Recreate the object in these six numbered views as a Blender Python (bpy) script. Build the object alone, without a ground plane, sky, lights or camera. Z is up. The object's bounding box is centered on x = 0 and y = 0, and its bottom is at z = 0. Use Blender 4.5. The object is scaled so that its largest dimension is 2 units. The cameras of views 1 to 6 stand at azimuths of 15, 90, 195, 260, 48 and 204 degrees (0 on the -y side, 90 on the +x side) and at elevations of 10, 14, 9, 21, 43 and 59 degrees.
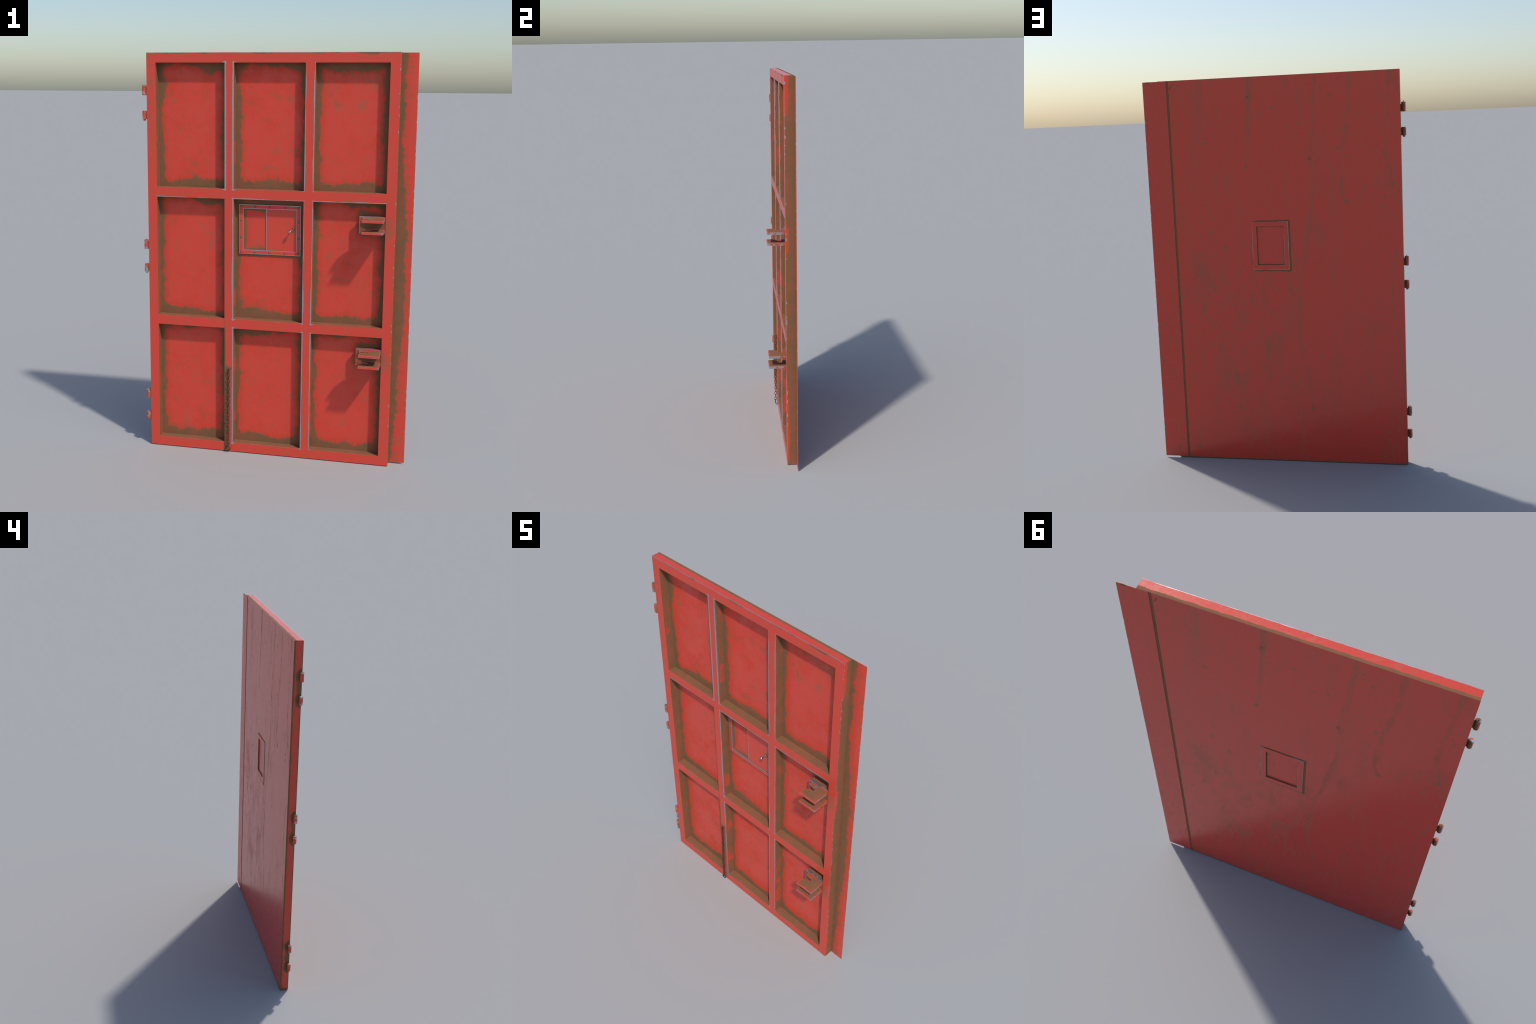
"""Weathered red steel door: ribbed frame with nine recessed bays, a sheet at the back
with a lapped strip, a sliding hatch, two latch brackets, three hinges and a chain.

Everything is modelled in the door's own frame: x along the width, y from the front
(negative) to the back, z up.  The root empty turns the whole door a little about z.
"""
import bpy, bmesh, math
from mathutils import Vector, Matrix

# ------------------------------------------------------------------ dimensions (m)
TURN = math.radians(2.65)
LEFT, RIGHT, TOP = -0.638, 0.587, 2.0
FRONT, FLOOR, BACK = -0.0057, 0.0400, 0.0418
PITCH_X, PITCH_Z = 0.3925, 0.651           # spacing of the bays
BAY_X0, BAY_Z0 = -0.4185, 0.349            # centre of the lower left bay
BAY_HW, BAY_HH = 0.1732, 0.3012            # half width / half height of a bay
STRIP = (0.5405, 0.6656, 0.0042, 1.9985)   # lapped strip x0 x1 z0 z1
HATCH_OUT = (-0.1810, 0.1288, 1.0262, 1.2730)
HATCH_IN = (-0.1580, 0.1072, 1.0475, 1.2515)
WIN_OUT = (-0.0615, 0.1280, 1.0236, 1.2720)
WIN_IN = (-0.0372, 0.1036, 1.0485, 1.2482)
SLIDE_X = -0.0450
KNOB = (0.0785, 1.1484)
SCREW_X = (-0.1688, -0.1003, -0.0258, 0.0508, 0.1184)
SCREW_Z = (1.0362, 1.1110, 1.1936, 1.2626)
BRACKET_TOP = (1.2390, 0.5890)
HINGE_Z = (1.796, 1.034, 0.251)
HINGE_X, HINGE_Y, HINGE_R = -0.6520, -0.0003, 0.0106
CHAIN_X, CHAIN_Y = -0.2232, -0.0165

# ------------------------------------------------------------------ node expressions
class Ex:
    """A float socket with arithmetic, so that masks can be written as formulas."""
    def __init__(self, m, sock):
        self.m, self.s = m, sock
    def _b(self, op, o, swap=False):
        return self.m.math(op, o, self) if swap else self.m.math(op, self, o)
    def __add__(self, o): return self._b('ADD', o)
    def __radd__(self, o): return self._b('ADD', o)
    def __sub__(self, o): return self._b('SUBTRACT', o)
    def __rsub__(self, o): return self._b('SUBTRACT', o, True)
    def __mul__(self, o): return self._b('MULTIPLY', o)
    def __rmul__(self, o): return self._b('MULTIPLY', o)
    def __truediv__(self, o): return self._b('DIVIDE', o)
    def __neg__(self): return self._b('MULTIPLY', -1.0)


class Mat:
    def __init__(self, name):
        self.mat = bpy.data.materials.new(name)
        self.mat.use_nodes = True
        self.nt = self.mat.node_tree
        self.nt.nodes.clear()
        self.out = self.nt.nodes.new('ShaderNodeOutputMaterial')
        self.bsdf = self.nt.nodes.new('ShaderNodeBsdfPrincipled')
        self.nt.links.new(self.bsdf.outputs[0], self.out.inputs[0])
        tc = self.nt.nodes.new('ShaderNodeTexCoord')
        self.obj = tc.outputs['Object']
        sep = self.nt.nodes.new('ShaderNodeSeparateXYZ')
        self.nt.links.new(self.obj, sep.inputs[0])
        self.x, self.y, self.z = (Ex(self, sep.outputs[i]) for i in range(3))
        self.shift = None

    def put(self, inp, v):
        if isinstance(v, Ex): self.nt.links.new(v.s, inp)
        elif hasattr(v, 'is_linked'): self.nt.links.new(v, inp)
        else: inp.default_value = v

    def math(self, op, a, b=None, c=None):
        n = self.nt.nodes.new('ShaderNodeMath'); n.operation = op
        self.put(n.inputs[0], a)
        if b is not None: self.put(n.inputs[1], b)
        if c is not None: self.put(n.inputs[2], c)
        return Ex(self, n.outputs[0])
    def abs(self, a): return self.math('ABSOLUTE', a)
    def min(self, a, *bs):
        for b in bs: a = self.math('MINIMUM', a, b)
        return a
    def max(self, a, *bs):
        for b in bs: a = self.math('MAXIMUM', a, b)
        return a
    def gt(self, a, b): return self.math('GREATER_THAN', a, b)
    def lt(self, a, b): return self.math('LESS_THAN', a, b)
    def hyp(self, a, b): return self.math('SQRT', a * a + b * b)
    def clamp(self, a): return self.min(self.max(a, 0.0), 1.0)

    def step(self, lo, hi, v):
        """Smooth 0..1 ramp of v from lo to hi (falls when lo > hi)."""
        if lo > hi:
            return 1.0 - self.step(hi, lo, v)
        n = self.nt.nodes.new('ShaderNodeMapRange'); n.interpolation_type = 'SMOOTHSTEP'
        self.put(n.inputs['Value'], v)
        n.inputs['From Min'].default_value = lo
        n.inputs['From Max'].default_value = hi
        return Ex(self, n.outputs[0])

    def noise(self, scale, detail=4.0, rough=0.55, stretch=(1, 1, 1), seed=0.0, dist=0.0):
        """Noise centred on zero, about -1..1."""
        mp = self.nt.nodes.new('ShaderNodeMapping')
        self.nt.links.new(self.obj, mp.inputs[0])
        mp.inputs['Location'].default_value = (seed * 3.7, seed * 1.3, seed * 5.1)
        mp.inputs['Scale'].default_value = stretch
        src = mp.outputs[0]
        if self.shift is not None:
            ad = self.nt.nodes.new('ShaderNodeVectorMath'); ad.operation = 'ADD'
            self.nt.links.new(src, ad.inputs[0]); self.nt.links.new(self.shift, ad.inputs[1])
            src = ad.outputs[0]
        n = self.nt.nodes.new('ShaderNodeTexNoise')
        self.nt.links.new(src, n.inputs['Vector'])
        n.inputs['Scale'].default_value = scale
        n.inputs['Detail'].default_value = detail
        n.inputs['Roughness'].default_value = rough
        n.inputs['Distortion'].default_value = dist
        return (Ex(self, n.outputs['Fac']) - 0.5) * 4.4

    def cells(self, scale, seed=0.0, stretch=(1, 1, 1)):
        """Distance to scattered points, in cell sizes."""
        mp = self.nt.nodes.new('ShaderNodeMapping')
        self.nt.links.new(self.obj, mp.inputs[0])
        mp.inputs['Location'].default_value = (seed, seed * 0.7, seed * 1.9)
        mp.inputs['Scale'].default_value = stretch
        n = self.nt.nodes.new('ShaderNodeTexVoronoi')
        self.nt.links.new(mp.outputs[0], n.inputs['Vector'])
        n.inputs['Scale'].default_value = scale
        return Ex(self, n.outputs['Distance'])

    def curve(self, v, lo, hi, pts):
        """Value interpolated through (position, value) points along v."""
        n = self.nt.nodes.new('ShaderNodeFloatCurve')
        self.put(n.inputs['Value'], (v - lo) / (hi - lo))
        vals = [p[1] for p in pts]; a, b = min(vals), max(vals)
        if b - a < 1e-6: b = a + 1e-6
        cm = n.mapping.curves[0]
        P = sorted((((p[0] - lo) / (hi - lo)), (p[1] - a) / (b - a)) for p in pts)
        while len(cm.points) < len(P): cm.points.new(0.5, 0.5)
        for q, p in zip(cm.points, P): q.location = p
        n.mapping.update()
        return Ex(self, n.outputs[0]) * (b - a) + a

    def mixc(self, fac, a, b):
        n = self.nt.nodes.new('ShaderNodeMix'); n.data_type = 'RGBA'
        self.put(n.inputs[0], fac)
        for i, v in ((6, a), (7, b)):
            if hasattr(v, 'is_linked'): self.nt.links.new(v, n.inputs[i])
            else: n.inputs[i].default_value = (*v, 1.0)
        return n.outputs[2]
    def mix(self, fac, a, b):
        return fac * b + (1.0 - fac) * a if isinstance(fac, Ex) else a

    def rect_in(self, r, u=None, v=None):
        """Distance inside a rectangle (negative outside)."""
        u = u or self.x; v = v or self.z
        return self.min(u - r[0], r[1] - u, v - r[2], r[3] - v)

    def rect_out(self, r):
        dx = self.max(r[0] - self.x, self.x - r[1], 0.0)
        dz = self.max(r[2] - self.z, self.z - r[3], 0.0)
        return self.hyp(dx, dz)

    def bay(self):
        """Coordinates within the bay: (|x|-half width, |z|-half height, local x, local z)."""
        def local(v, c, p):
            cell = self.min(self.max(self.math('ROUND', (v - c) / p), 0.0), 2.0)
            return v - c - cell * p
        lx = local(self.x, BAY_X0, PITCH_X)
        lz = local(self.z, BAY_Z0, PITCH_Z)
        return self.abs(lx) - BAY_HW, self.abs(lz) - BAY_HH, lx, lz

    def edge(self, radius):
        """0 on flat faces, rising to about 0.3 at the very edge of the metal."""
        b = self.nt.nodes.new('ShaderNodeBevel'); b.samples = 8
        b.inputs['Radius'].default_value = radius
        g = self.nt.nodes.new('ShaderNodeNewGeometry')
        d = self.nt.nodes.new('ShaderNodeVectorMath'); d.operation = 'DOT_PRODUCT'
        self.nt.links.new(b.outputs[0], d.inputs[0])
        self.nt.links.new(g.outputs['Normal'], d.inputs[1])
        return 1.0 - Ex(self, d.outputs['Value'])

    def finish(self, dirt, wear=None, soft=None, stain=None, gloss=0.30):
        """Red paint under brown grime, with bare steel where the paint is gone."""
        fine = self.noise(95, 5, 0.65, seed=11)
        broad = self.noise(7, 4, 0.6, seed=12)
        speck = self.step(-0.1, 0.8, fine) * 0.26 + self.step(-0.2, 0.8, broad) * 0.08
        pores = self.step(0.15, 0.07, self.cells(40, 2.0)) * self.step(-0.1, 0.35, self.noise(9, 2, seed=13)) * 0.60
        pores = pores + self.step(0.16, 0.08, self.cells(90, 4.0)) * self.step(-0.2, 0.4, self.noise(13, 2, seed=17)) * 0.35
        st = self.clamp(speck + pores + (stain if stain is not None else 0.0))
        paint = self.mixc(st, RED, STAIN)
        grime = self.mixc(self.step(-0.5, 0.6, self.noise(16, 5, 0.65, seed=14)), BROWN_A, BROWN_B)
        dirt = self.clamp(dirt)
        col = self.mixc(dirt, paint, grime)
        rough = gloss - 0.05 + self.clamp(st) * 0.32
        soft = dirt if soft is None else self.clamp(self.max(soft, dirt))
        rough = rough + soft * (0.78 - gloss - 0.1)
        spec = 0.5 - soft * 0.38
        if wear is not None:
            wear = self.clamp(wear)
            col = self.mixc(wear, col, STEEL)
            rough = rough * (1.0 - wear) + wear * 0.38
            spec = spec * (1.0 - wear) + wear * 0.5
            self.put(self.bsdf.inputs['Metallic'], wear * 0.85)
        self.put(self.bsdf.inputs['Base Color'], col)
        self.put(self.bsdf.inputs['Roughness'], self.clamp(rough))
        self.put(self.bsdf.inputs['Specular IOR Level'], spec)
        bp = self.nt.nodes.new('ShaderNodeBump')
        bp.inputs['Strength'].default_value = 0.25
        bp.inputs['Distance'].default_value = 0.0012
        h = dirt * 0.6 + self.noise(120, 3, 0.6, seed=15) * 0.10
        if wear is not None: h = h - wear * 0.5
        self.put(bp.inputs['Height'], h)
        self.nt.links.new(bp.outputs[0], self.bsdf.inputs['Normal'])
        return self.mat


RED = (0.690, 0.060, 0.036)
STAIN = (0.400, 0.098, 0.050)
BROWN_A = (0.212, 0.112, 0.056)
BROWN_B = (0.270, 0.108, 0.057)
STEEL = (0.46, 0.48, 0.50)

# ------------------------------------------------------------------ materials
def paint_front():
    m = Mat('front_paint')
    dx, dz, lx, lz = m.bay()
    ex, ez = m.max(dx, 0.0), m.max(dz, 0.0)
    d = m.hyp(ex, ez)
    jag = m.noise(150, 4, 0.7, seed=1)
    wob = m.noise(6, 3, 0.6, seed=2)
    # upright ribs: bare steel along both edges; cross rails: mostly under the rail
    rib = m.step(0.335, 0.325, m.abs(m.x + 0.026))        # between the outer stiles
    body = m.max(m.step(1.31, 1.34, m.z), m.step(-0.2235, -0.2225, m.x))
    right_side = m.step(-0.224, -0.222, m.x)
    w_rib = rib * body * m.clamp(0.0046 + wob * 0.0028 + m.step(-0.17, -0.19, m.x) * 0.0028)
    rail_up = m.step(0.0, 0.02, lz) * m.step(1.90, 1.80, m.z) * m.step(0.70, 0.80, m.z)
    w_rail = rail_up * m.clamp(0.0036 + m.noise(8, 2, 0.5, seed=5) * 0.0042)
    rail_dn = m.step(0.0, -0.02, lz) * m.step(0.12, 0.2, m.z)
    w_rail = w_rail + rail_dn * m.clamp(m.noise(11, 2, 0.5, seed=6) * 0.006 - 0.0040)
    side = m.gt(ex, ez)
    corner = m.gt(m.min(ex, ez), 0.0)
    w = side * w_rib + (1.0 - side) * m.max(w_rail, m.step(0.014, 0.004, BAY_HW - m.abs(lx)) * w_rib * 0.8)
    w = w + corner * w_rib * 0.5
    wear = m.step(-0.0006, 0.0006, w + jag * 0.0016 * m.step(0.0, 0.001, w) - 0.0004 - d)
    # chips along the free right edge, thin bright top edge
    chip = m.step(0.50, 0.65, m.noise(60, 2, 0.5, seed=7)) * m.step(RIGHT - 0.0045, RIGHT - 0.003, m.x)
    rim = m.step(TOP - 0.0022, TOP - 0.001, m.z + m.noise(14, 3, seed=8) * 0.0012)
    wear = m.max(wear, chip, rim)
    # grime
    smear = m.noise(22, 6, 0.68, seed=3)
    top = m.step(TOP - 0.022, TOP - 0.002, m.z + m.noise(7, 5, 0.6, seed=9) * 0.012 - 0.0065)
    topd = m.step(0.55, 0.8, top)
    chain = m.step(0.020, 0.006, m.abs(m.x - (CHAIN_X - 0.005)) + smear * 0.003) * m.step(0.458, 0.440, m.z + (m.x + 0.22) * 0.8)
    lip = m.step(-0.2355, -0.2405, m.x + smear * 0.002) * m.step(-0.25, -0.247, m.x) * m.step(0.75, 0.6, m.z)
    latch = 0.0
    for zt in BRACKET_TOP:
        e = m.hyp((m.x - 0.547) * 1.5, m.z - (zt - 0.06))
        latch = m.max(m.step(0.075, 0.02, e + smear * 0.022), latch)
    spots = m.step(0.42, 0.62, m.noise(34, 5, 0.6, seed=4)) * m.step(0.1, 0.5, m.noise(3.2, 2, seed=10))
    left = m.step(0.2, 0.4, m.noise(40, 4, 0.6, seed=16)) * m.step(-0.598, -0.612, m.x) * m.step(1.2, 1.8, m.z)
    stain = latch * 0.75 + spots * 0.55 + left * 0.7 + m.step(-0.1, 0.9, smear) * 0.20
    m.finish(m.max(topd, chain, lip), wear, stain=stain, gloss=0.34)
    return m.mat


def paint_wall():
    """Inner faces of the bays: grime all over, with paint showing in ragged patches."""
    m = Mat('bay_wall_paint')
    dx, dz, lx, lz = m.bay()
    ny = m.y - FRONT
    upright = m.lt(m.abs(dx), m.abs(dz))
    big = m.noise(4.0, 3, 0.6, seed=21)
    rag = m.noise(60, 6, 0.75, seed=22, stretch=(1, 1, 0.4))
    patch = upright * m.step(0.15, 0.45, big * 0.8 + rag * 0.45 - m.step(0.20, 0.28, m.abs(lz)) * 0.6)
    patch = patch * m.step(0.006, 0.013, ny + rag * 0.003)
    rib = m.step(0.335, 0.325, m.abs(m.x + 0.026))
    lowf = m.noise(6, 3, 0.6, seed=23)
    w1 = m.clamp(0.0040 + lowf * 0.006) * rib * upright + (1.0 - upright) * m.clamp(lowf * 0.005 - 0.001)
    wear = m.step(-0.0005, 0.0010, w1 + m.noise(120, 4, 0.7, seed=24) * 0.002 * m.step(0.0, 0.001, w1) - ny)
    w2 = m.clamp(m.noise(5, 3, 0.6, seed=25) * 0.003) * upright
    wear = m.max(wear, m.step(-0.0004, 0.0006, w2 - (FLOOR - m.y)))
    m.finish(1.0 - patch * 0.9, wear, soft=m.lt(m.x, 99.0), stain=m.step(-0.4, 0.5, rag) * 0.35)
    return m.mat


def paint_floor():
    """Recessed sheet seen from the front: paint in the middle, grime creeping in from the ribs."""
    m = Mat('bay_floor_paint')
    dx, dz, lx, lz = m.bay()
    n_big = m.noise(8, 4, 0.6, seed=31)
    n_mid = m.noise(26, 6, 0.7, seed=32)
    brush = m.noise(38, 6, 0.72, seed=33, stretch=(2.2, 1, 0.6))
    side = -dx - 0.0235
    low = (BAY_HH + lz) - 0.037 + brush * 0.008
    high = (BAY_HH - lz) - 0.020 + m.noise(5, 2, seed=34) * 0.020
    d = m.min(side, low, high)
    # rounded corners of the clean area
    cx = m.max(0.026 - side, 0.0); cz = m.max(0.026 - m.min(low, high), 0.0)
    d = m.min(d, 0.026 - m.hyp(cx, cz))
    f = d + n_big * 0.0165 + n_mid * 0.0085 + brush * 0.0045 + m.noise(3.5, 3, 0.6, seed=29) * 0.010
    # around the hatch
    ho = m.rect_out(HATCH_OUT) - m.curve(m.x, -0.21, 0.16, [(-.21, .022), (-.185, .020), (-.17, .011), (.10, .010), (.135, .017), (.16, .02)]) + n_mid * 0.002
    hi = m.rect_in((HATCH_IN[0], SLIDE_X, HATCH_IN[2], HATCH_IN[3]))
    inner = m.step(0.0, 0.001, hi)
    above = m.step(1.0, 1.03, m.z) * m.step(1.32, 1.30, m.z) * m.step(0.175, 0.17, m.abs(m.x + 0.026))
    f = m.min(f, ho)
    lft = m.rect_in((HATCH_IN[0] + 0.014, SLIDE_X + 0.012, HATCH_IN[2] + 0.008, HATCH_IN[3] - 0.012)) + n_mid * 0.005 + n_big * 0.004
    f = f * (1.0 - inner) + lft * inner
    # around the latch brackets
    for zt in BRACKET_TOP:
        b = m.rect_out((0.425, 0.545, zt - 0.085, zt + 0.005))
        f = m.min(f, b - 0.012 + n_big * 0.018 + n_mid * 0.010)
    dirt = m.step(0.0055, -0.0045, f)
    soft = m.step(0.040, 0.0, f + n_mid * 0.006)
    # thin translucent smears, spots and scratches inside the clean area
    smear = m.step(0.45, 0.80, m.noise(11, 8, 0.74, seed=35)) * 0.50
    halo = m.step(0.024, 0.0, f + n_mid * 0.005) * m.step(-0.15, 0.5, m.noise(20, 7, 0.75, seed=28)) * 0.9
    blot = m.step(0.52, 0.62, m.noise(11, 6, 0.62, seed=36)) * 0.55
    strokes = m.step(0.50, 0.75, m.noise(24, 4, 0.6, seed=37, stretch=(1, 1, 0.16)))* 0.30
    flat = m.step(0.6, 0.95, m.noise(24, 5, 0.7, seed=38, stretch=(0.2, 1, 1.2))) * 0.30 * m.step(0.2, 0.5, m.noise(4, 2, seed=40))
    # a fan of scrapes in the upper right bay, a scraped corner in the upper middle bay
    q = (m.x * 0.62 + m.z * 0.78)
    fan = m.step(0.25, 0.7, m.math('SINE', q * 430.0 + n_mid * 2.5)) * m.step(0.075, 0.03, m.hyp(m.x - 0.262, m.z - 1.845)) * m.step(-0.3, 0.3, n_mid + 0.15) * 0.75
    fan2 = m.step(0.2, 0.7, m.math('SINE', (m.x - m.z * 0.15) * 520.0 + n_mid * 2.5)) * m.step(0.085, 0.03, m.hyp((m.x - 0.400) * 1.2, m.z - 1.905)) * 0.7
    hook = m.step(0.030, 0.006, m.hyp((m.x - 0.073), (m.z - 1.785)) + n_mid * 0.010) * 0.6
    star = m.step(0.032, 0.004, m.hyp((m.x + 0.004), (m.z - 1.538) * 1.3) + n_mid * 0.012) * 0.6
    dot = m.step(0.017, 0.013, m.hyp(m.x + 0.511, m.z - 1.770) + n_mid * 0.002) * 0.6
    tri = m.step(0.022, 0.014, m.hyp(m.x + 0.408, (m.z - 1.463) * 1.3) + n_mid * 0.006) * 0.6
    wood = m.step(0.1, 0.7, m.noise(20, 5, 0.65, seed=39, stretch=(0.25, 1, 1.4))) * m.step(0.16, 0.05, m.hyp((m.x - 0.29) * 0.8, (m.z - 0.93) * 1.4)) * 0.7
    stain = smear + halo + blot + strokes + flat + fan + fan2 + hook + star + dot + tri + wood
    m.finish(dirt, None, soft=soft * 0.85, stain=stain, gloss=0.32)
    return m.mat


def paint_side_right():
    m = Mat('lock_side_paint')
    rag = m.noise(26, 6, 0.7, seed=41)
    bright = m.curve(m.z, 0.0, 2.0, [(0, .1), (.10, .7), (.33, .7), (.48, .2), (.65, .0), (1.10, .1), (1.20, .8), (1.27, .6), (1.33, .1), (1.7, .0), (1.80, .2), (1.87, 1.), (2.0, 1.)])
    f = (m.y - FRONT) - (bright * 0.026 - 0.008) + rag * 0.008 + m.noise(70, 6, 0.75, seed=48) * 0.006
    chip = m.step(0.42, 0.6, m.noise(30, 2, 0.5, seed=42)) * m.step(0.006, 0.004, m.y - FRONT + rag * 0.001)
    mot = m.step(-0.5, 0.5, m.noise(40, 6, 0.7, seed=47)) * 0.65
    m.finish(m.step(-0.008, 0.007, f), chip, soft=m.lt(m.x, 99.0), stain=mot)
    return m.mat


def paint_side_left():
    m = Mat('hinge_side_paint')
    rag = m.noise(20, 5, 0.65, seed=43)
    f = m.min((m.y - FRONT) - 0.0045, (BACK - m.y) - 0.0095) + rag * 0.0028
    for zc in HINGE_Z:
        for off in (0.022, -0.098):
            e = m.hyp((m.y - 0.000) * 1.0, (m.z - (zc + off)) * 0.55)
            f = m.min(f, e - 0.025 + rag * 0.004)
        bridge = m.max(m.y - 0.019, m.abs(m.z - (zc - 0.038)) - 0.055) + rag * 0.006
        f = m.min(f, bridge)
    f = m.min(f, m.z - 0.012 + rag * 0.003)
    m.finish(m.step(0.0018, -0.0018, f), None)
    return m.mat


def paint_side_ends():
    m = Mat('end_paint')
    rag = m.noise(18, 5, 0.65, seed=44)
    f = (m.y - 0.0285) + rag * 0.0035
    rim = m.step(0.0028, 0.0012, m.y - FRONT + m.noise(12, 3, seed=45) * 0.0016)
    dull = m.step(0.3, 0.6, m.noise(30, 4, seed=46)) * 0.25
    m.finish(m.step(-0.0012, 0.0012, f), rim, stain=dull)
    return m.mat


RUNS = (  # paint runs on the back: (height, x) down to the drop, half width, drop radius
    ([(1.99, .108), (1.90, .115), (1.736, .124), (1.602, .134), (1.550, .144)], 0.011, 0.0125),
    ([(1.99, -.222), (1.78, -.205), (1.585, -.190), (1.424, -.193), (1.29, -.175), (1.09, -.145), (.973, -.118), (.665, -.100), (.548, -.124), (.352, -.152), (.285, -.156)], 0.009, 0.0120),
    ([(1.99, -.393), (1.78, -.380), (1.586, -.350), (1.453, -.341), (1.40, -.350), (1.366, -.363)], 0.0105, 0.0150),
    ([(1.99, -.585), (1.772, -.573), (1.611, -.564), (1.512, -.588), (1.447, -.595)], 0.0095, 0.0120),
    ([(1.15, -.617), (1.103, -.610), (.970, -.582), (.745, -.597), (.578, -.622), (.417, -.632)], 0.0080, 0.004),
)


def paint_back():
    m = Mat('back_paint')
    rag = m.noise(42, 5, 0.68, seed=51)
    wavy = m.noise(9, 3, 0.55, seed=52)
    runs = 0.0
    core = 0.0
    pits = 0.0
    for k, (pts, hw, drop) in enumerate(RUNS):
        lo, hi = pts[-1][0] - 0.02, min(2.0, pts[0][0] + 0.01)
        cx = m.curve(m.z, lo, hi, pts)
        u = m.abs(m.x - cx + wavy * 0.004)
        along = m.step(pts[-1][0], pts[-1][0] + 0.01, m.z) * (1.0 if pts[0][0] > 1.9 else m.step(pts[0][0], pts[0][0] - 0.06, m.z))
        end = pts[-1][0]
        taper = m.step(end - 0.01, end + 0.12, m.z) * 0.55 + 0.45
        ripple = m.noise(22, 4, 0.6, seed=64 + k, stretch=(0.2, 1, 1))
        width = hw * (1.02 + wavy * 0.28 + ripple * 0.30) * taper
        body = m.step(0.0032, -0.0032, u - width + rag * 0.0024) * along
        line = m.step(0.0022, 0.0, m.abs(u - width + rag * 0.0015)) * along
        runs = m.max(body * 0.50 * m.step(-0.9, 0.3, m.noise(15, 6, 0.7, seed=53 + k)) + line * 0.28 * m.step(-0.4, 0.3, ripple), runs)
        pits = m.max(m.step(0.16, 0.09, m.cells(26, 7.0 + k)) * m.step(0.030, 0.018, u) * along * m.step(-0.1, 0.3, m.noise(12, 2, seed=69 + k)) * 0.8, pits)
        e = m.hyp(m.x - pts[-1][1], m.z - pts[-1][0]) + rag * 0.0012
        core = m.max(m.step(drop, drop - 0.003, e) * 0.80 + m.step(0.003, 0.0, m.abs(e - drop * 0.8)) * 0.3, core)
    blob = m.step(0.012, 0.006, m.hyp((m.x + 0.183) * 1.2, m.z - 1.585) + rag * 0.003)
    knot = m.step(0.008, 0.004, m.hyp(m.x - 0.119, m.z - 1.900) + rag * 0.002)
    spots = m.step(0.15, 0.08, m.cells(11, 3.0)) * m.step(0.0, 0.4, m.noise(5, 2, seed=58)) * 0.75
    # blotchy scoured area low on the lock side, grain along the height everywhere
    scour = m.step(1.35, 0.9, m.z) * m.step(0.25, 0.5, m.z) * m.step(-0.25, 0.05, m.x)
    sc = m.step(0.10, 0.26, m.noise(17, 7, 0.68, seed=59, stretch=(1.4, 1, 0.42), dist=0.8)) * scour * 0.34
    flakes = m.step(0.30, 0.36, m.noise(9, 6, 0.6, seed=60, stretch=(1.3, 1, 0.55))) * scour * 0.24
    grain = m.step(0.0, 0.8, m.noise(30, 5, 0.65, seed=61, stretch=(1, 1, 0.10))) * 0.20
    mott = m.step(0.1, 0.5, m.noise(10, 7, 0.72, seed=62, stretch=(1.3, 1, 0.4))) * 0.26
    # grime against the lapped strip, round the window frame and along the foot
    strip = (STRIP[0] - m.x) - 0.0115 + rag * 0.0012 + m.step(1.5, 0.4, m.z) * rag * 0.0018
    ro = m.rect_out(WIN_OUT)
    shade = m.curve(m.x, -0.08, 0.15, [(-.08, .0105), (-.058, .0100), (-.03, .0080), (.10, .0070), (.125, .0025), (.15, .0020)])
    frame = ro - shade + rag * 0.0022
    foot = m.z - 0.0045 + rag * 0.0028
    heel = m.max(m.x - (LEFT + 0.0045), m.z - 0.13) + rag * 0.001
    dirt = m.step(0.0008, -0.0008, m.min(strip, frame, foot, heel))
    e1 = m.abs(m.x - 0.518 + (m.z - 1.968) * 0.55); mark = m.step(0.004, 0.002, e1 + rag * .001) * m.step(0.016, 0.012, m.abs(m.z - 1.968))
    dirt = m.max(dirt, mark, knot * 0.7, blob * 0.75)
    m.finish(dirt, None, stain=runs + pits + core + spots + sc + flakes + grain + mott, gloss=0.23)
    return m.mat


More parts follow.
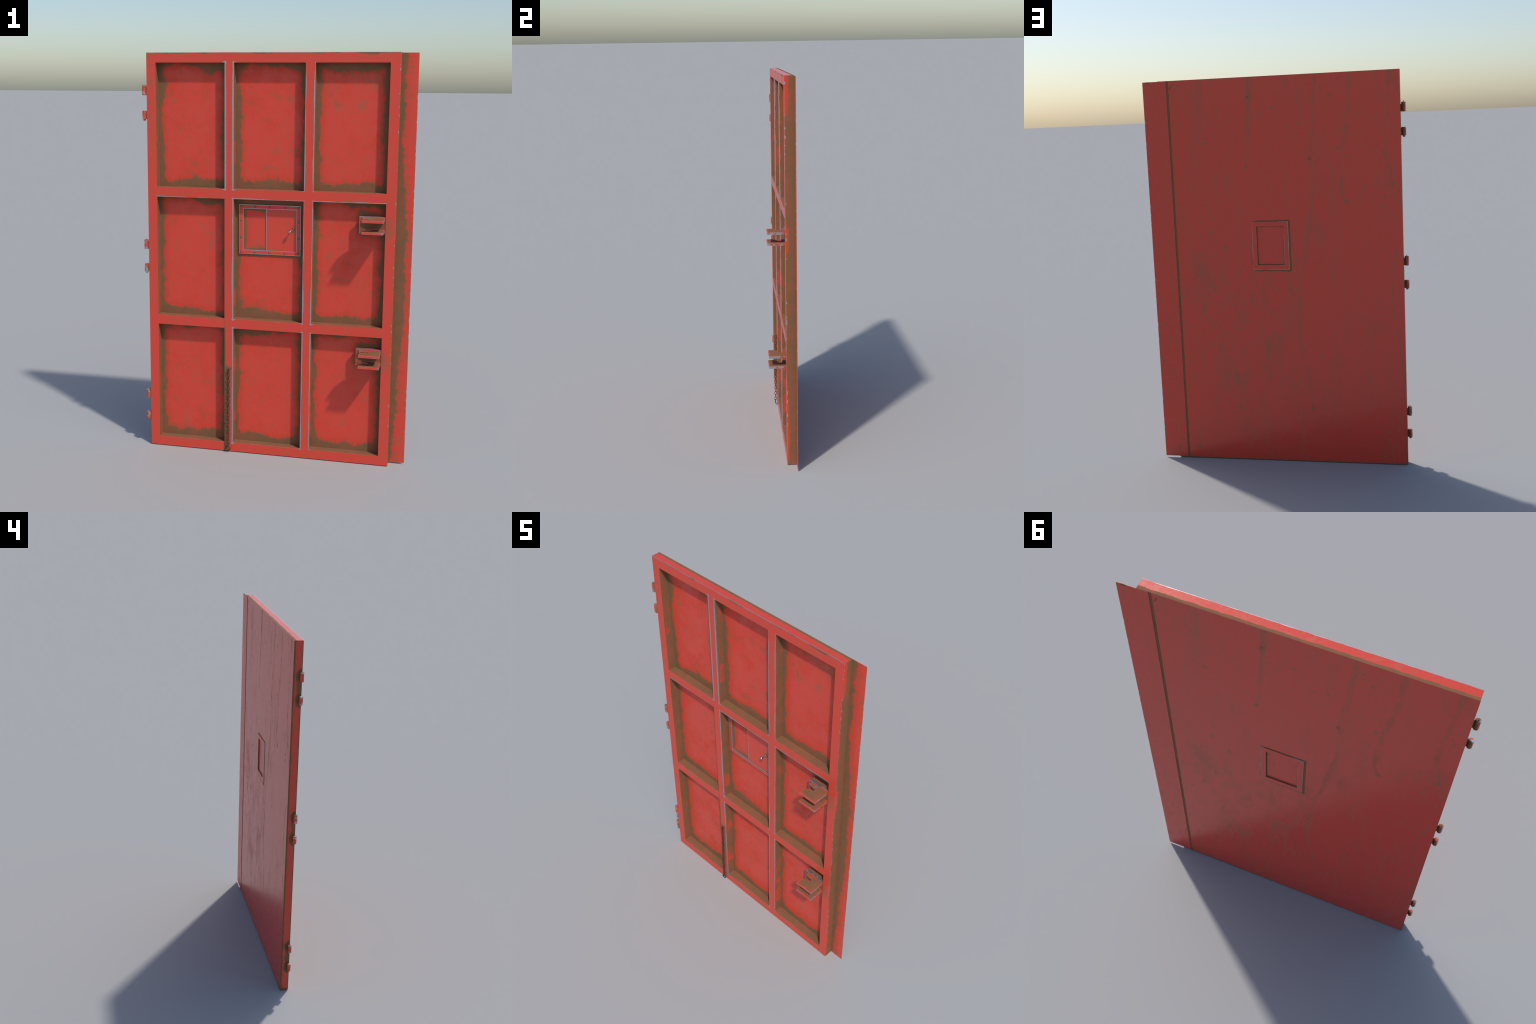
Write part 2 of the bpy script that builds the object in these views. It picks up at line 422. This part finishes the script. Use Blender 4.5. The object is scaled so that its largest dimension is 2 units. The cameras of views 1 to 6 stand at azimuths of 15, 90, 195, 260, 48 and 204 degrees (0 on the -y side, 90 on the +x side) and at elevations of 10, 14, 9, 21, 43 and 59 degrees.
def paint_strip():
    m = Mat('strip_paint')
    rag = m.noise(26, 7, 0.78, seed=71, stretch=(0.35, 1, 1.3))
    big = m.noise(5, 4, 0.6, seed=72)
    reach = m.curve(m.z, 0.0, 2.0, [(0, .018), (.2, .030), (.4, .036), (.6, .052), (.8, .064), (1.0, .058), (1.2, .056), (1.35, .044), (1.45, .024), (1.6, .022), (1.75, .026), (1.9, .034), (2.0, .024)])
    f = (m.x - RIGHT) - reach * 0.88 + rag * 0.014 + big * 0.013 + m.noise(13, 5, 0.65, seed=77) * 0.007
    front = m.step(0.0426, 0.0420, m.y)
    dirt = m.step(0.007, -0.005, f) * front
    half = m.step(0.040, 0.0, f) * m.step(-0.2, 0.5, m.noise(40, 6, 0.7, seed=76, stretch=(0.5, 1, 1))) * front * 0.8
    edge = m.step(STRIP[1] - 0.0035, STRIP[1] - 0.002, m.x) * m.step(0.42, 0.55, m.noise(42, 2, 0.5, seed=73))
    tip = m.step(0.007, 0.0055, m.z) * m.step(0.0, 0.3, m.noise(14, 3, seed=74))
    sc = m.step(0.1, 0.6, m.noise(19, 6, 0.66, seed=59, stretch=(1.3, 1, 0.55), dist=0.6)) * m.step(1.35, 0.9, m.z) * 0.45
    dents = m.step(0.13, 0.07, m.cells(14, 5.0)) * m.step(0.2, 0.4, m.noise(6, 2, seed=75)) * 0.7
    grain = m.step(0.0, 0.8, m.noise(30, 5, 0.65, seed=61, stretch=(1, 1, 0.10))) * 0.20
    topd = (1.0 - front) * m.step(1.989, 1.993, m.z + rag * 0.002) * m.step(0.012, 0.009, m.abs(m.x - 0.638))
    m.finish(m.max(dirt, topd), m.max(edge, tip), soft=m.max(m.step(0.05, 0.0, f) * front * 0.6, dirt), stain=half + sc + dents + grain)
    return m.mat


def paint_hatch():
    """Screwed-on frame of the hatch: bright worn rims, grime round the screws."""
    m = Mat('hatch_paint')
    rag = m.noise(90, 4, 0.65, seed=81)
    low = m.noise(14, 3, 0.6, seed=82)
    eo = m.rect_in(HATCH_OUT)
    ei = -m.rect_in(HATCH_IN)
    w = 0.0025 + low * 0.0007 + rag * 0.0004
    wear = m.max(m.step(0.0004, -0.0004, eo - w), m.step(0.0004, -0.0004, m.abs(ei) - w))
    mx = m.min(*[m.abs(m.x - v) for v in SCREW_X])
    mz = m.min(*[m.abs(m.z - v) for v in SCREW_Z])
    ring = m.step(0.0075, 0.0050, m.hyp(mx, mz) + rag * 0.0008)
    band = m.step(0.30, 0.62, m.noise(28, 5, 0.65, seed=83)) * 0.7
    m.finish(ring * 0.9, wear * (1.0 - ring), stain=band, soft=ring)
    return m.mat


def paint_slide():
    m = Mat('sliding_panel_paint')
    rag = m.noise(60, 5, 0.68, seed=84)
    wear = m.step(0.0004, -0.0004, (m.x - SLIDE_X) - 0.0028 - rag * 0.0003)
    r = m.hyp(m.x - KNOB[0] - 0.010, (m.z - KNOB[1] - 0.004) * 0.8)
    rub = m.step(0.020, 0.004, r + rag * 0.006)
    rise = m.step(0.34, 0.6, m.noise(45, 5, 0.65, seed=85)) * m.step(0.024, 0.012, m.abs(m.x - 0.084)) * 0.8
    back = m.step(0.0362, 0.0372, m.y)
    rim = m.step(0.004, 0.001, m.rect_in(WIN_IN) + rag * 0.0022 - 0.001) * back
    tip = m.step(HATCH_IN[2] + 0.003, HATCH_IN[2] + 0.001, m.z) * (1.0 - back)
    m.finish(m.max(rub * 0.8 * (1.0 - back), rim, tip), wear * (1.0 - back), stain=rise + m.step(0.2, 0.9, rag) * 0.2, soft=m.max(rub * (1.0 - back), rim))
    return m.mat


def paint_window():
    m = Mat('window_frame_paint')
    eo = m.rect_in(WIN_OUT)
    low = m.noise(16, 3, 0.6, seed=86)
    wear = m.step(0.0003, -0.0003, eo - 0.0013 - low * 0.0008) * m.step(-0.2, 0.1, m.noise(11, 2, seed=87) + m.step(0.0, -0.05, m.x) * 0.5)
    ei = -m.rect_in(WIN_IN)
    wi = m.step(0.0003, -0.0003, m.abs(ei) - 0.0012 - low * 0.0006) * m.step(-0.02, -0.03, m.x) * m.step(1.24, 1.22, m.z)
    deep = m.step(0.0428, 0.0422, m.y)
    m.finish(deep, m.max(wear, wi) * (1.0 - deep))
    return m.mat


def paint_bracket():
    m = Mat('bracket_paint')
    info = m.nt.nodes.new('ShaderNodeObjectInfo'); m.shift = info.outputs['Location']
    rag = m.noise(70, 4, 0.65, seed=91)
    low = m.noise(28, 3, 0.6, seed=92)
    e = m.edge(0.0055)
    geo = m.nt.nodes.new('ShaderNodeNewGeometry')
    side = m.step(0.5366, 0.5370, m.x) * m.step(-0.004, -0.006, m.y) * m.step(-0.1, 0.15, low + 0.15)
    wear = m.max(m.step(0.03, 0.06, e * 0.9 + low * 0.11 - 0.042 + rag * 0.014), side)
    chips = m.step(0.52, 0.6, m.noise(34, 3, 0.6, seed=94)) * m.step(0.004, 0.02, e)
    big = m.edge(0.016)
    clean = m.step(0.035, 0.075, big * 0.8 - 0.02 + m.noise(24, 6, 0.72, seed=93) * 0.12 + m.step(-0.0915, -0.0925, m.y) * 0.2)
    crown = m.step(-0.0016, -0.0010, m.z) * m.step(-0.5, 0.0, low + rag * 0.4)
    m.finish(1.0 - clean, m.max(wear, chips, crown))
    return m.mat


def paint_hinge():
    m = Mat('hinge_paint')
    info = m.nt.nodes.new('ShaderNodeObjectInfo'); m.shift = info.outputs['Location']
    rag = m.noise(70, 4, 0.65, seed=95)
    dirt = m.step(-0.0008, 0.0008, m.x + m.y * 0.75 - 0.0002 + m.noise(26, 3, seed=96) * 0.004)
    dirt = m.max(dirt, m.step(0.0463, 0.0467, m.z) * m.step(-0.3, 0.2, m.noise(40, 3, seed=90)))
    cap = m.step(0.0006, 0.0, m.abs(m.z - 0.0360))
    wear = m.step(0.30, 0.42, m.noise(38, 3, 0.6, seed=97) + m.edge(0.003) * 2.2 + rag * 0.05)
    m.finish(m.max(dirt, cap), wear * (1.0 - dirt * 0.8))
    return m.mat


def plain(name, col, metallic, rough, spot=None):
    m = Mat(name)
    c = m.mixc(m.step(-0.3, 0.5, m.noise(120, 4, 0.65, seed=98)), col, spot or col)
    m.put(m.bsdf.inputs['Base Color'], c)
    m.bsdf.inputs['Metallic'].default_value = metallic
    m.put(m.bsdf.inputs['Roughness'], rough + m.noise(90, 3, seed=99) * 0.06)
    return m.mat

# ------------------------------------------------------------------ mesh helpers
def link(ob, parent, **props):
    bpy.context.scene.collection.objects.link(ob)
    ob.parent = parent
    for k, v in props.items(): ob[k] = v
    return ob

def to_object(bm, name, parent, mats, bevel=0.0, segments=2, smooth=None):
    bmesh.ops.remove_doubles(bm, verts=bm.verts, dist=1e-6)
    bmesh.ops.recalc_face_normals(bm, faces=bm.faces)
    me = bpy.data.meshes.new(name)
    bm.to_mesh(me); bm.free()
    for mt in (mats if isinstance(mats, (list, tuple)) else [mats]): me.materials.append(mt)
    if smooth is not None:
        me.shade_smooth()
        me.set_sharp_from_angle(angle=math.radians(smooth))
    ob = bpy.data.objects.new(name, me)
    link(ob, parent)
    if bevel:
        b = ob.modifiers.new('soft_edges', 'BEVEL')
        b.width = bevel; b.segments = segments; b.limit_method = 'ANGLE'
        b.angle_limit = math.radians(40)
    return ob

def add_box(bm, x0, x1, y0, y1, z0, z1, mat=0):
    v = [bm.verts.new((x, y, z)) for x in (x0, x1) for y in (y0, y1) for z in (z0, z1)]
    for q in ((0, 1, 3, 2), (4, 6, 7, 5), (0, 4, 5, 1), (2, 3, 7, 6), (0, 2, 6, 4), (1, 5, 7, 3)):
        f = bm.faces.new([v[i] for i in q]); f.material_index = mat

def add_prism(bm, outline, z0, z1):
    """Extrude an outline in x,y between two heights."""
    lo = [bm.verts.new((x, y, z0)) for x, y in outline]
    hi = [bm.verts.new((x, y, z1)) for x, y in outline]
    n = len(outline)
    bm.faces.new(lo[::-1]); bm.faces.new(hi)
    for i in range(n):
        j = (i + 1) % n
        bm.faces.new((lo[i], lo[j], hi[j], hi[i]))

def add_ring_plate(bm, out, inn, y0, y1):
    """Flat rectangular frame between two depths."""
    def corners(r): return [(r[0], r[2]), (r[1], r[2]), (r[1], r[3]), (r[0], r[3])]
    L = [[bm.verts.new((x, y, z)) for x, z in corners(r)] for y in (y0, y1) for r in (out, inn)]
    of, i_f, ob_, ib = L
    for i in range(4):
        j = (i + 1) % 4
        bm.faces.new((of[i], of[j], i_f[j], i_f[i]))
        bm.faces.new((ob_[i], ib[i], ib[j], ob_[j]))
        bm.faces.new((of[i], ob_[i], ob_[j], of[j]))
        bm.faces.new((i_f[i], i_f[j], ib[j], ib[i]))

def add_lathe(bm, profile, cx, cy, seg=24):
    """Turn (radius, z) points about a vertical axis."""
    rings = []
    for r, z in profile:
        if r < 1e-6: rings.append([bm.verts.new((cx, cy, z))])
        else: rings.append([bm.verts.new((cx + r * math.cos(2 * math.pi * k / seg), cy + r * math.sin(2 * math.pi * k / seg), z)) for k in range(seg)])
    for a, b in zip(rings, rings[1:]):
        for k in range(seg):
            l = (k + 1) % seg
            if len(a) == 1 and len(b) == 1: continue
            if len(a) == 1: bm.faces.new((a[0], b[k], b[l]))
            elif len(b) == 1: bm.faces.new((a[k], b[0], a[l]))
            else: bm.faces.new((a[k], b[k], b[l], a[l]))

def add_tube(bm, path, r, closed, seg=8):
    """Round wire along a path."""
    n = len(path); rings = []
    ref = None
    for i in range(n):
        p = Vector(path[i])
        a = Vector(path[(i - 1) % n] if closed or i else path[i]); b = Vector(path[(i + 1) % n] if closed or i < n - 1 else path[i])
        t = (b - a).normalized()
        if ref is None:
            ref = t.orthogonal().normalized()
        ref = (ref - t * ref.dot(t)).normalized()
        bn = t.cross(ref)
        rings.append([bm.verts.new(p + (ref * math.cos(2 * math.pi * k / seg) + bn * math.sin(2 * math.pi * k / seg)) * r) for k in range(seg)])
    for i in range(n if closed else n - 1):
        A, B = rings[i], rings[(i + 1) % n]
        for k in range(seg):
            l = (k + 1) % seg
            bm.faces.new((A[k], A[l], B[l], B[k]))
    if not closed:
        bm.faces.new(rings[0][::-1]); bm.faces.new(rings[-1])

# ------------------------------------------------------------------ build
for o in list(bpy.data.objects): bpy.data.objects.remove(o, do_unlink=True)

root = bpy.data.objects.new('metal_door', None)
bpy.context.scene.collection.objects.link(root)
root.rotation_euler = (0, 0, TURN)
root['label'] = 'weathered red steel door with nine recessed bays, latch brackets and sliding hatch'
root['category'] = 'door'

# --- frame: outer bars and ribs around nine openings, one welded piece
xs = [LEFT] + [BAY_X0 + i * PITCH_X + s * BAY_HW for i in range(3) for s in (-1, 1)] + [RIGHT]
zs = [0.0] + [BAY_Z0 + i * PITCH_Z + s * BAY_HH for i in range(3) for s in (-1, 1)] + [TOP]
bm = bmesh.new()
bars = {(i, k) for i in range(7) for k in range(7) if not (i % 2 == 1 and k % 2 == 1)}
deep = FLOOR + 0.0004
P = lambda i, k, y: (xs[i], y, zs[k])
def quad(pts, mi):
    f = bm.faces.new([bm.verts.new(p) for p in pts]); f.material_index = mi
for i in range(7):
    for k in range(7):
        if (i, k) in bars:
            for y in (FRONT, deep):
                quad([P(i, k, y), P(i + 1, k, y), P(i + 1, k + 1, y), P(i, k + 1, y)], 0 if y == FRONT else 1)
            for (di, dk, e0, e1) in ((-1, 0, (0, 0), (0, 1)), (1, 0, (1, 0), (1, 1)), (0, -1, (0, 0), (1, 0)), (0, 1, (0, 1), (1, 1))):
                n = (i + di, k + dk)
                if n in bars: continue
                inside = 0 <= n[0] < 7 and 0 <= n[1] < 7
                mi = 1 if inside else (2 if di < 0 else 3 if di > 0 else 4)
                a, b = (i + e0[0], k + e0[1]), (i + e1[0], k + e1[1])
                quad([P(*a, FRONT), P(*b, FRONT), P(*b, deep), P(*a, deep)], mi)
mat_wall, mat_ends = paint_wall(), paint_side_ends()
mat_left, mat_right = paint_side_left(), paint_side_right()
frame = to_object(bm, 'frame', root, [paint_front(), mat_wall, mat_left, mat_right, mat_ends], bevel=0.0007, segments=2)

# --- back sheet with the window cut through it
bm = bmesh.new()
IN = 0.0003
sx = [LEFT - 0.0013, WIN_IN[0], WIN_IN[1], RIGHT - IN]
sz = [IN, WIN_IN[2], WIN_IN[3], TOP - IN]
for i in range(3):
    for k in range(3):
        if (i, k) == (1, 1): continue
        for y, mi in ((FLOOR, 0), (BACK, 1)):
            quad([(sx[i], y, sz[k]), (sx[i + 1], y, sz[k]), (sx[i + 1], y, sz[k + 1]), (sx[i], y, sz[k + 1])], mi)
for a, b, mi in (((0, 0), (3, 0), 4), ((0, 3), (3, 3), 4), ((0, 0), (0, 3), 2), ((3, 0), (3, 3), 3)):
    if a[0] == b[0]:
        for k in range(3): quad([(sx[a[0]], FLOOR, sz[k]), (sx[a[0]], FLOOR, sz[k + 1]), (sx[a[0]], BACK, sz[k + 1]), (sx[a[0]], BACK, sz[k])], mi)
    else:
        for i in range(3): quad([(sx[i], FLOOR, sz[a[1]]), (sx[i + 1], FLOOR, sz[a[1]]), (sx[i + 1], BACK, sz[a[1]]), (sx[i], BACK, sz[a[1]])], mi)
for (i, k), (j, l) in (((1, 1), (2, 1)), ((2, 1), (2, 2)), ((2, 2), (1, 2)), ((1, 2), (1, 1))):
    quad([(sx[i], FLOOR, sz[k]), (sx[j], FLOOR, sz[l]), (sx[j], BACK, sz[l]), (sx[i], BACK, sz[k])], 1)
to_object(bm, 'back_sheet', root, [paint_floor(), paint_back(), mat_left, mat_right, mat_ends])

# --- lapped strip down the lock side, inner corners clipped
bm = bmesh.new()
x0, x1, z0, z1 = STRIP
c = 0.003
e = 0.0012
outline = [(x0 + c, z0), (x1, z0), (x1, z1 - e), (x1 - e, z1), (x0 + c, z1), (x0, z1 - c), (x0, z0 + c)]
lo = [bm.verts.new((x, BACK, z)) for x, z in outline]
hi = [bm.verts.new((x, 0.0435, z)) for x, z in outline]
bm.faces.new(lo); bm.faces.new(hi[::-1])
for i in range(7):
    j = (i + 1) % 7
    bm.faces.new((lo[i], hi[i], hi[j], lo[j]))
to_object(bm, 'cover_strip', root, paint_strip(), bevel=0.0004, segments=1)

# --- window frame on the back
bm = bmesh.new()
add_ring_plate(bm, WIN_OUT, WIN_IN, BACK - 0.0002, 0.0442)
to_object(bm, 'window_frame', root, paint_window(), bevel=0.0004, segments=1)

# --- hatch: frame, sliding panel, knob, screws
steel = plain('steel', (0.55, 0.56, 0.58), 1.0, 0.22)
screw_mat = plain('dull_steel', (0.20, 0.18, 0.16), 0.6, 0.45, (0.34, 0.33, 0.32))
HF = 0.0325
bm = bmesh.new()
add_ring_plate(bm, HATCH_OUT, HATCH_IN, HF, FLOOR + 0.0002)
hatch = to_object(bm, 'hatch', root, paint_hatch(), bevel=0.0004, segments=1)
bm = bmesh.new()
add_box(bm, SLIDE_X, HATCH_IN[1] + 0.004, 0.0362, 0.0380, HATCH_IN[2] - 0.003, HATCH_IN[3] + 0.003)
to_object(bm, 'sliding_panel', hatch, paint_slide(), bevel=0.0003, segments=1)
bm = bmesh.new()
KR = 0.0078
cy = 0.0127
neck = [(0.0052, 0.0365 - cy), (0.0048, 0.0352 - cy), (0.0024, 0.0340 - cy), (0.0024, 0.0074)]
ball = [(KR * math.sin(a), -KR * math.cos(a)) for a in [math.radians(d) for d in range(155, -1, -12)]]
pts = neck + [(max(r, 0.0), z) for r, z in ball[:-1]] + [(0.0, -KR)]
add_lathe(bm, pts, 0, 0, 28)
bmesh.ops.rotate(bm, verts=bm.verts, cent=(0, 0, 0), matrix=Matrix.Rotation(math.radians(-90), 3, 'X'))
bmesh.ops.translate(bm, verts=bm.verts, vec=(KNOB[0], cy, KNOB[1]))
for f in bm.faces:
    if f.calc_center_median().y > cy + 0.0074: f.material_index = 1
knob = to_object(bm, 'knob', hatch, [steel, screw_mat], smooth=50)

bm = bmesh.new()
R = 0.0031
add_lathe(bm, [(R, 0.0), (R, 0.0008)] + [(R * math.cos(a), 0.0008 + 0.0014 * math.sin(a)) for a in (0.35, 0.75, 1.15)] + [(0, 0.0022)], 0, 0, 16)
bmesh.ops.rotate(bm, verts=bm.verts, cent=(0, 0, 0), matrix=Matrix.Rotation(math.radians(90), 3, 'X'))
screw = to_object(bm, 'screw', hatch, screw_mat, smooth=50)
spots = [(x, z) for z in (SCREW_Z[0], SCREW_Z[-1]) for x in SCREW_X] + [(x, z) for x in (SCREW_X[0], SCREW_X[-1]) for z in SCREW_Z[1:-1]]
for n, (x, z) in enumerate(spots):
    ob = screw if n == 0 else link(screw.copy(), hatch)
    ob.location = (x, HF, z)

# --- latch brackets: arm, upright plate and two notched shelves
mat_bracket = paint_bracket()
bm = bmesh.new()
xl, xr = 0.4155, 0.5395
add_box(bm, xl, xr, -0.0022, 0.0100, -0.0820, 0.0)                   # upright plate
for za in (-0.0016, -0.0690):                                         # two arms back to the sheet
    add_box(bm, 0.4205, 0.5380, 0.0098, FLOOR - 0.0001, za - 0.0115, za)
yf, yb = -0.0930, -0.0021
arc = []
cx_, cy_, rr = 0.4690, -0.0315, 0.0100
for k in range(9):
    a = math.radians(-122 + k * (238 / 8))
    arc.append((cx_ + rr * math.cos(a), cy_ + rr * math.sin(a)))
shelf = [(0.4362, yf), (0.5372, yf), (0.5372, yb), (0.4340, yb), (0.4340, -0.0165)] + arc[::-1] + [(0.4352, -0.0605)]
for zc in (-0.0068, -0.0616):
    add_prism(bm, shelf, zc - 0.0115, zc)
bracket = to_object(bm, 'latch_bracket', root, mat_bracket, bevel=0.0008, segments=2)
bracket.location = (0, 0, BRACKET_TOP[0])
other = link(bracket.copy(), root)
other.location = (0, 0, BRACKET_TOP[1])

# --- hinges: upper knuckle with cap and pin, lower knuckle with boss
mat_hinge = paint_hinge()
r = HINGE_R
bm = bmesh.new()
add_lathe(bm, [(0, 0), (r - .0008, 0), (r, .0008), (r, .0352), (r - .0007, .0358), (r - .0007, .0364), (r, .0370), (r, .0462), (r - .0008, .0470), (0, .0470)], 0, 0, 28)
add_box(bm, 0.004, 0.0143, -0.0032, 0.0042, 0.0010, 0.0370)
upper = to_object(bm, 'hinge_knuckle', root, mat_hinge, smooth=40)
bm = bmesh.new()
add_lathe(bm, [(0.0020, 0.0460), (0.0020, 0.0528), (0.0014, 0.0540), (0, 0.0542)], 0, 0, 12)
pin = to_object(bm, 'pin', upper, screw_mat, smooth=40)
bm = bmesh.new()
add_lathe(bm, [(0, -.0072), (.0048, -.0072), (.0062, -.0060), (.0062, 0), (r - .0008, 0), (r, .0008), (r, .0405), (r - .0008, .0413), (0, .0413)], 0, 0, 28)
add_box(bm, 0.004, 0.0143, -0.0032, 0.0042, 0.0008, 0.0390)
lower = to_object(bm, 'hinge_knuckle', root, mat_hinge, smooth=40)
for n, zc in enumerate(HINGE_Z):
    u = upper if n == 0 else link(upper.copy(), root)
    l = lower if n == 0 else link(lower.copy(), root)
    if n: link(pin.copy(), u)
    u.location = (HINGE_X, HINGE_Y, zc)
    l.location = (HINGE_X, HINGE_Y, zc - 0.1158)

# --- chain hanging from a staple on the first rib
mat_chain = plain('chain_rust', (0.070, 0.036, 0.028), 0.45, 0.48, (0.125, 0.042, 0.030))
TOPZ, HOOK = 0.4385, 0.0020
bm = bmesh.new()
st = [(CHAIN_X + 0.013, FRONT + 0.003, TOPZ + 0.006), (CHAIN_X + 0.012, FRONT - 0.006, TOPZ + 0.005), (CHAIN_X + 0.006, CHAIN_Y - 0.000, TOPZ - 0.001),
      (CHAIN_X, CHAIN_Y - 0.0020, TOPZ - 0.003), (CHAIN_X - 0.004, CHAIN_Y, TOPZ - 0.001), (CHAIN_X - 0.004, FRONT - 0.006, TOPZ), (CHAIN_X - 0.004, FRONT + 0.003, TOPZ)]
add_tube(bm, st, 0.0016, False)
staple = to_object(bm, 'chain_staple', root, mat_chain, smooth=60)
WIRE, HL, HWD = 0.0015, 0.01025, 0.0050      # wire radius, half length and width of the centre line
bm = bmesh.new()
path = []
rc = 0.0037
for qx, qz, a0 in ((1, 1, 0), (-1, 1, 90), (-1, -1, 180), (1, -1, 270)):
    for k in range(5):
        a = math.radians(a0 + 90 * k / 4)
        path.append((0.0, qx * (HWD - rc) + rc * math.cos(a), qz * (HL - rc) + rc * math.sin(a)))
add_tube(bm, path, WIRE, True)
chain_link = to_object(bm, 'chain_link', staple, mat_chain, smooth=60)
ring_r, ring_w, ring_z = 0.0112, 0.0023, 0.0190
z = TOPZ - 0.003 - HL + 2 * WIRE
foot = ring_z + ring_r - ring_w - WIRE + HL              # centre of the link that holds the ring
count = round((z - foot) / (2 * HL - 2 * WIRE))
pitch = (z - foot) / count
for n in range(count + 1):
    ob = chain_link if n == 0 else link(chain_link.copy(), staple)
    ob.location = (CHAIN_X + 0.001, CHAIN_Y + 0.003 - 0.005 * n / count, z)
    ob.rotation_euler = (0, 0.02 * math.sin(n * 2.3), (math.radians(4) if n % 2 == 0 else math.radians(84)) + 0.05 * math.sin(n * 1.7))
    z -= pitch
bm = bmesh.new()
ring = [(ring_r * math.cos(2 * math.pi * k / 28), 0, ring_r * math.sin(2 * math.pi * k / 28)) for k in range(28)]
add_tube(bm, ring, ring_w, True, 10)
rg = to_object(bm, 'chain_ring', staple, mat_chain, smooth=60)
rg.location = (CHAIN_X, CHAIN_Y - 0.0022, ring_z)
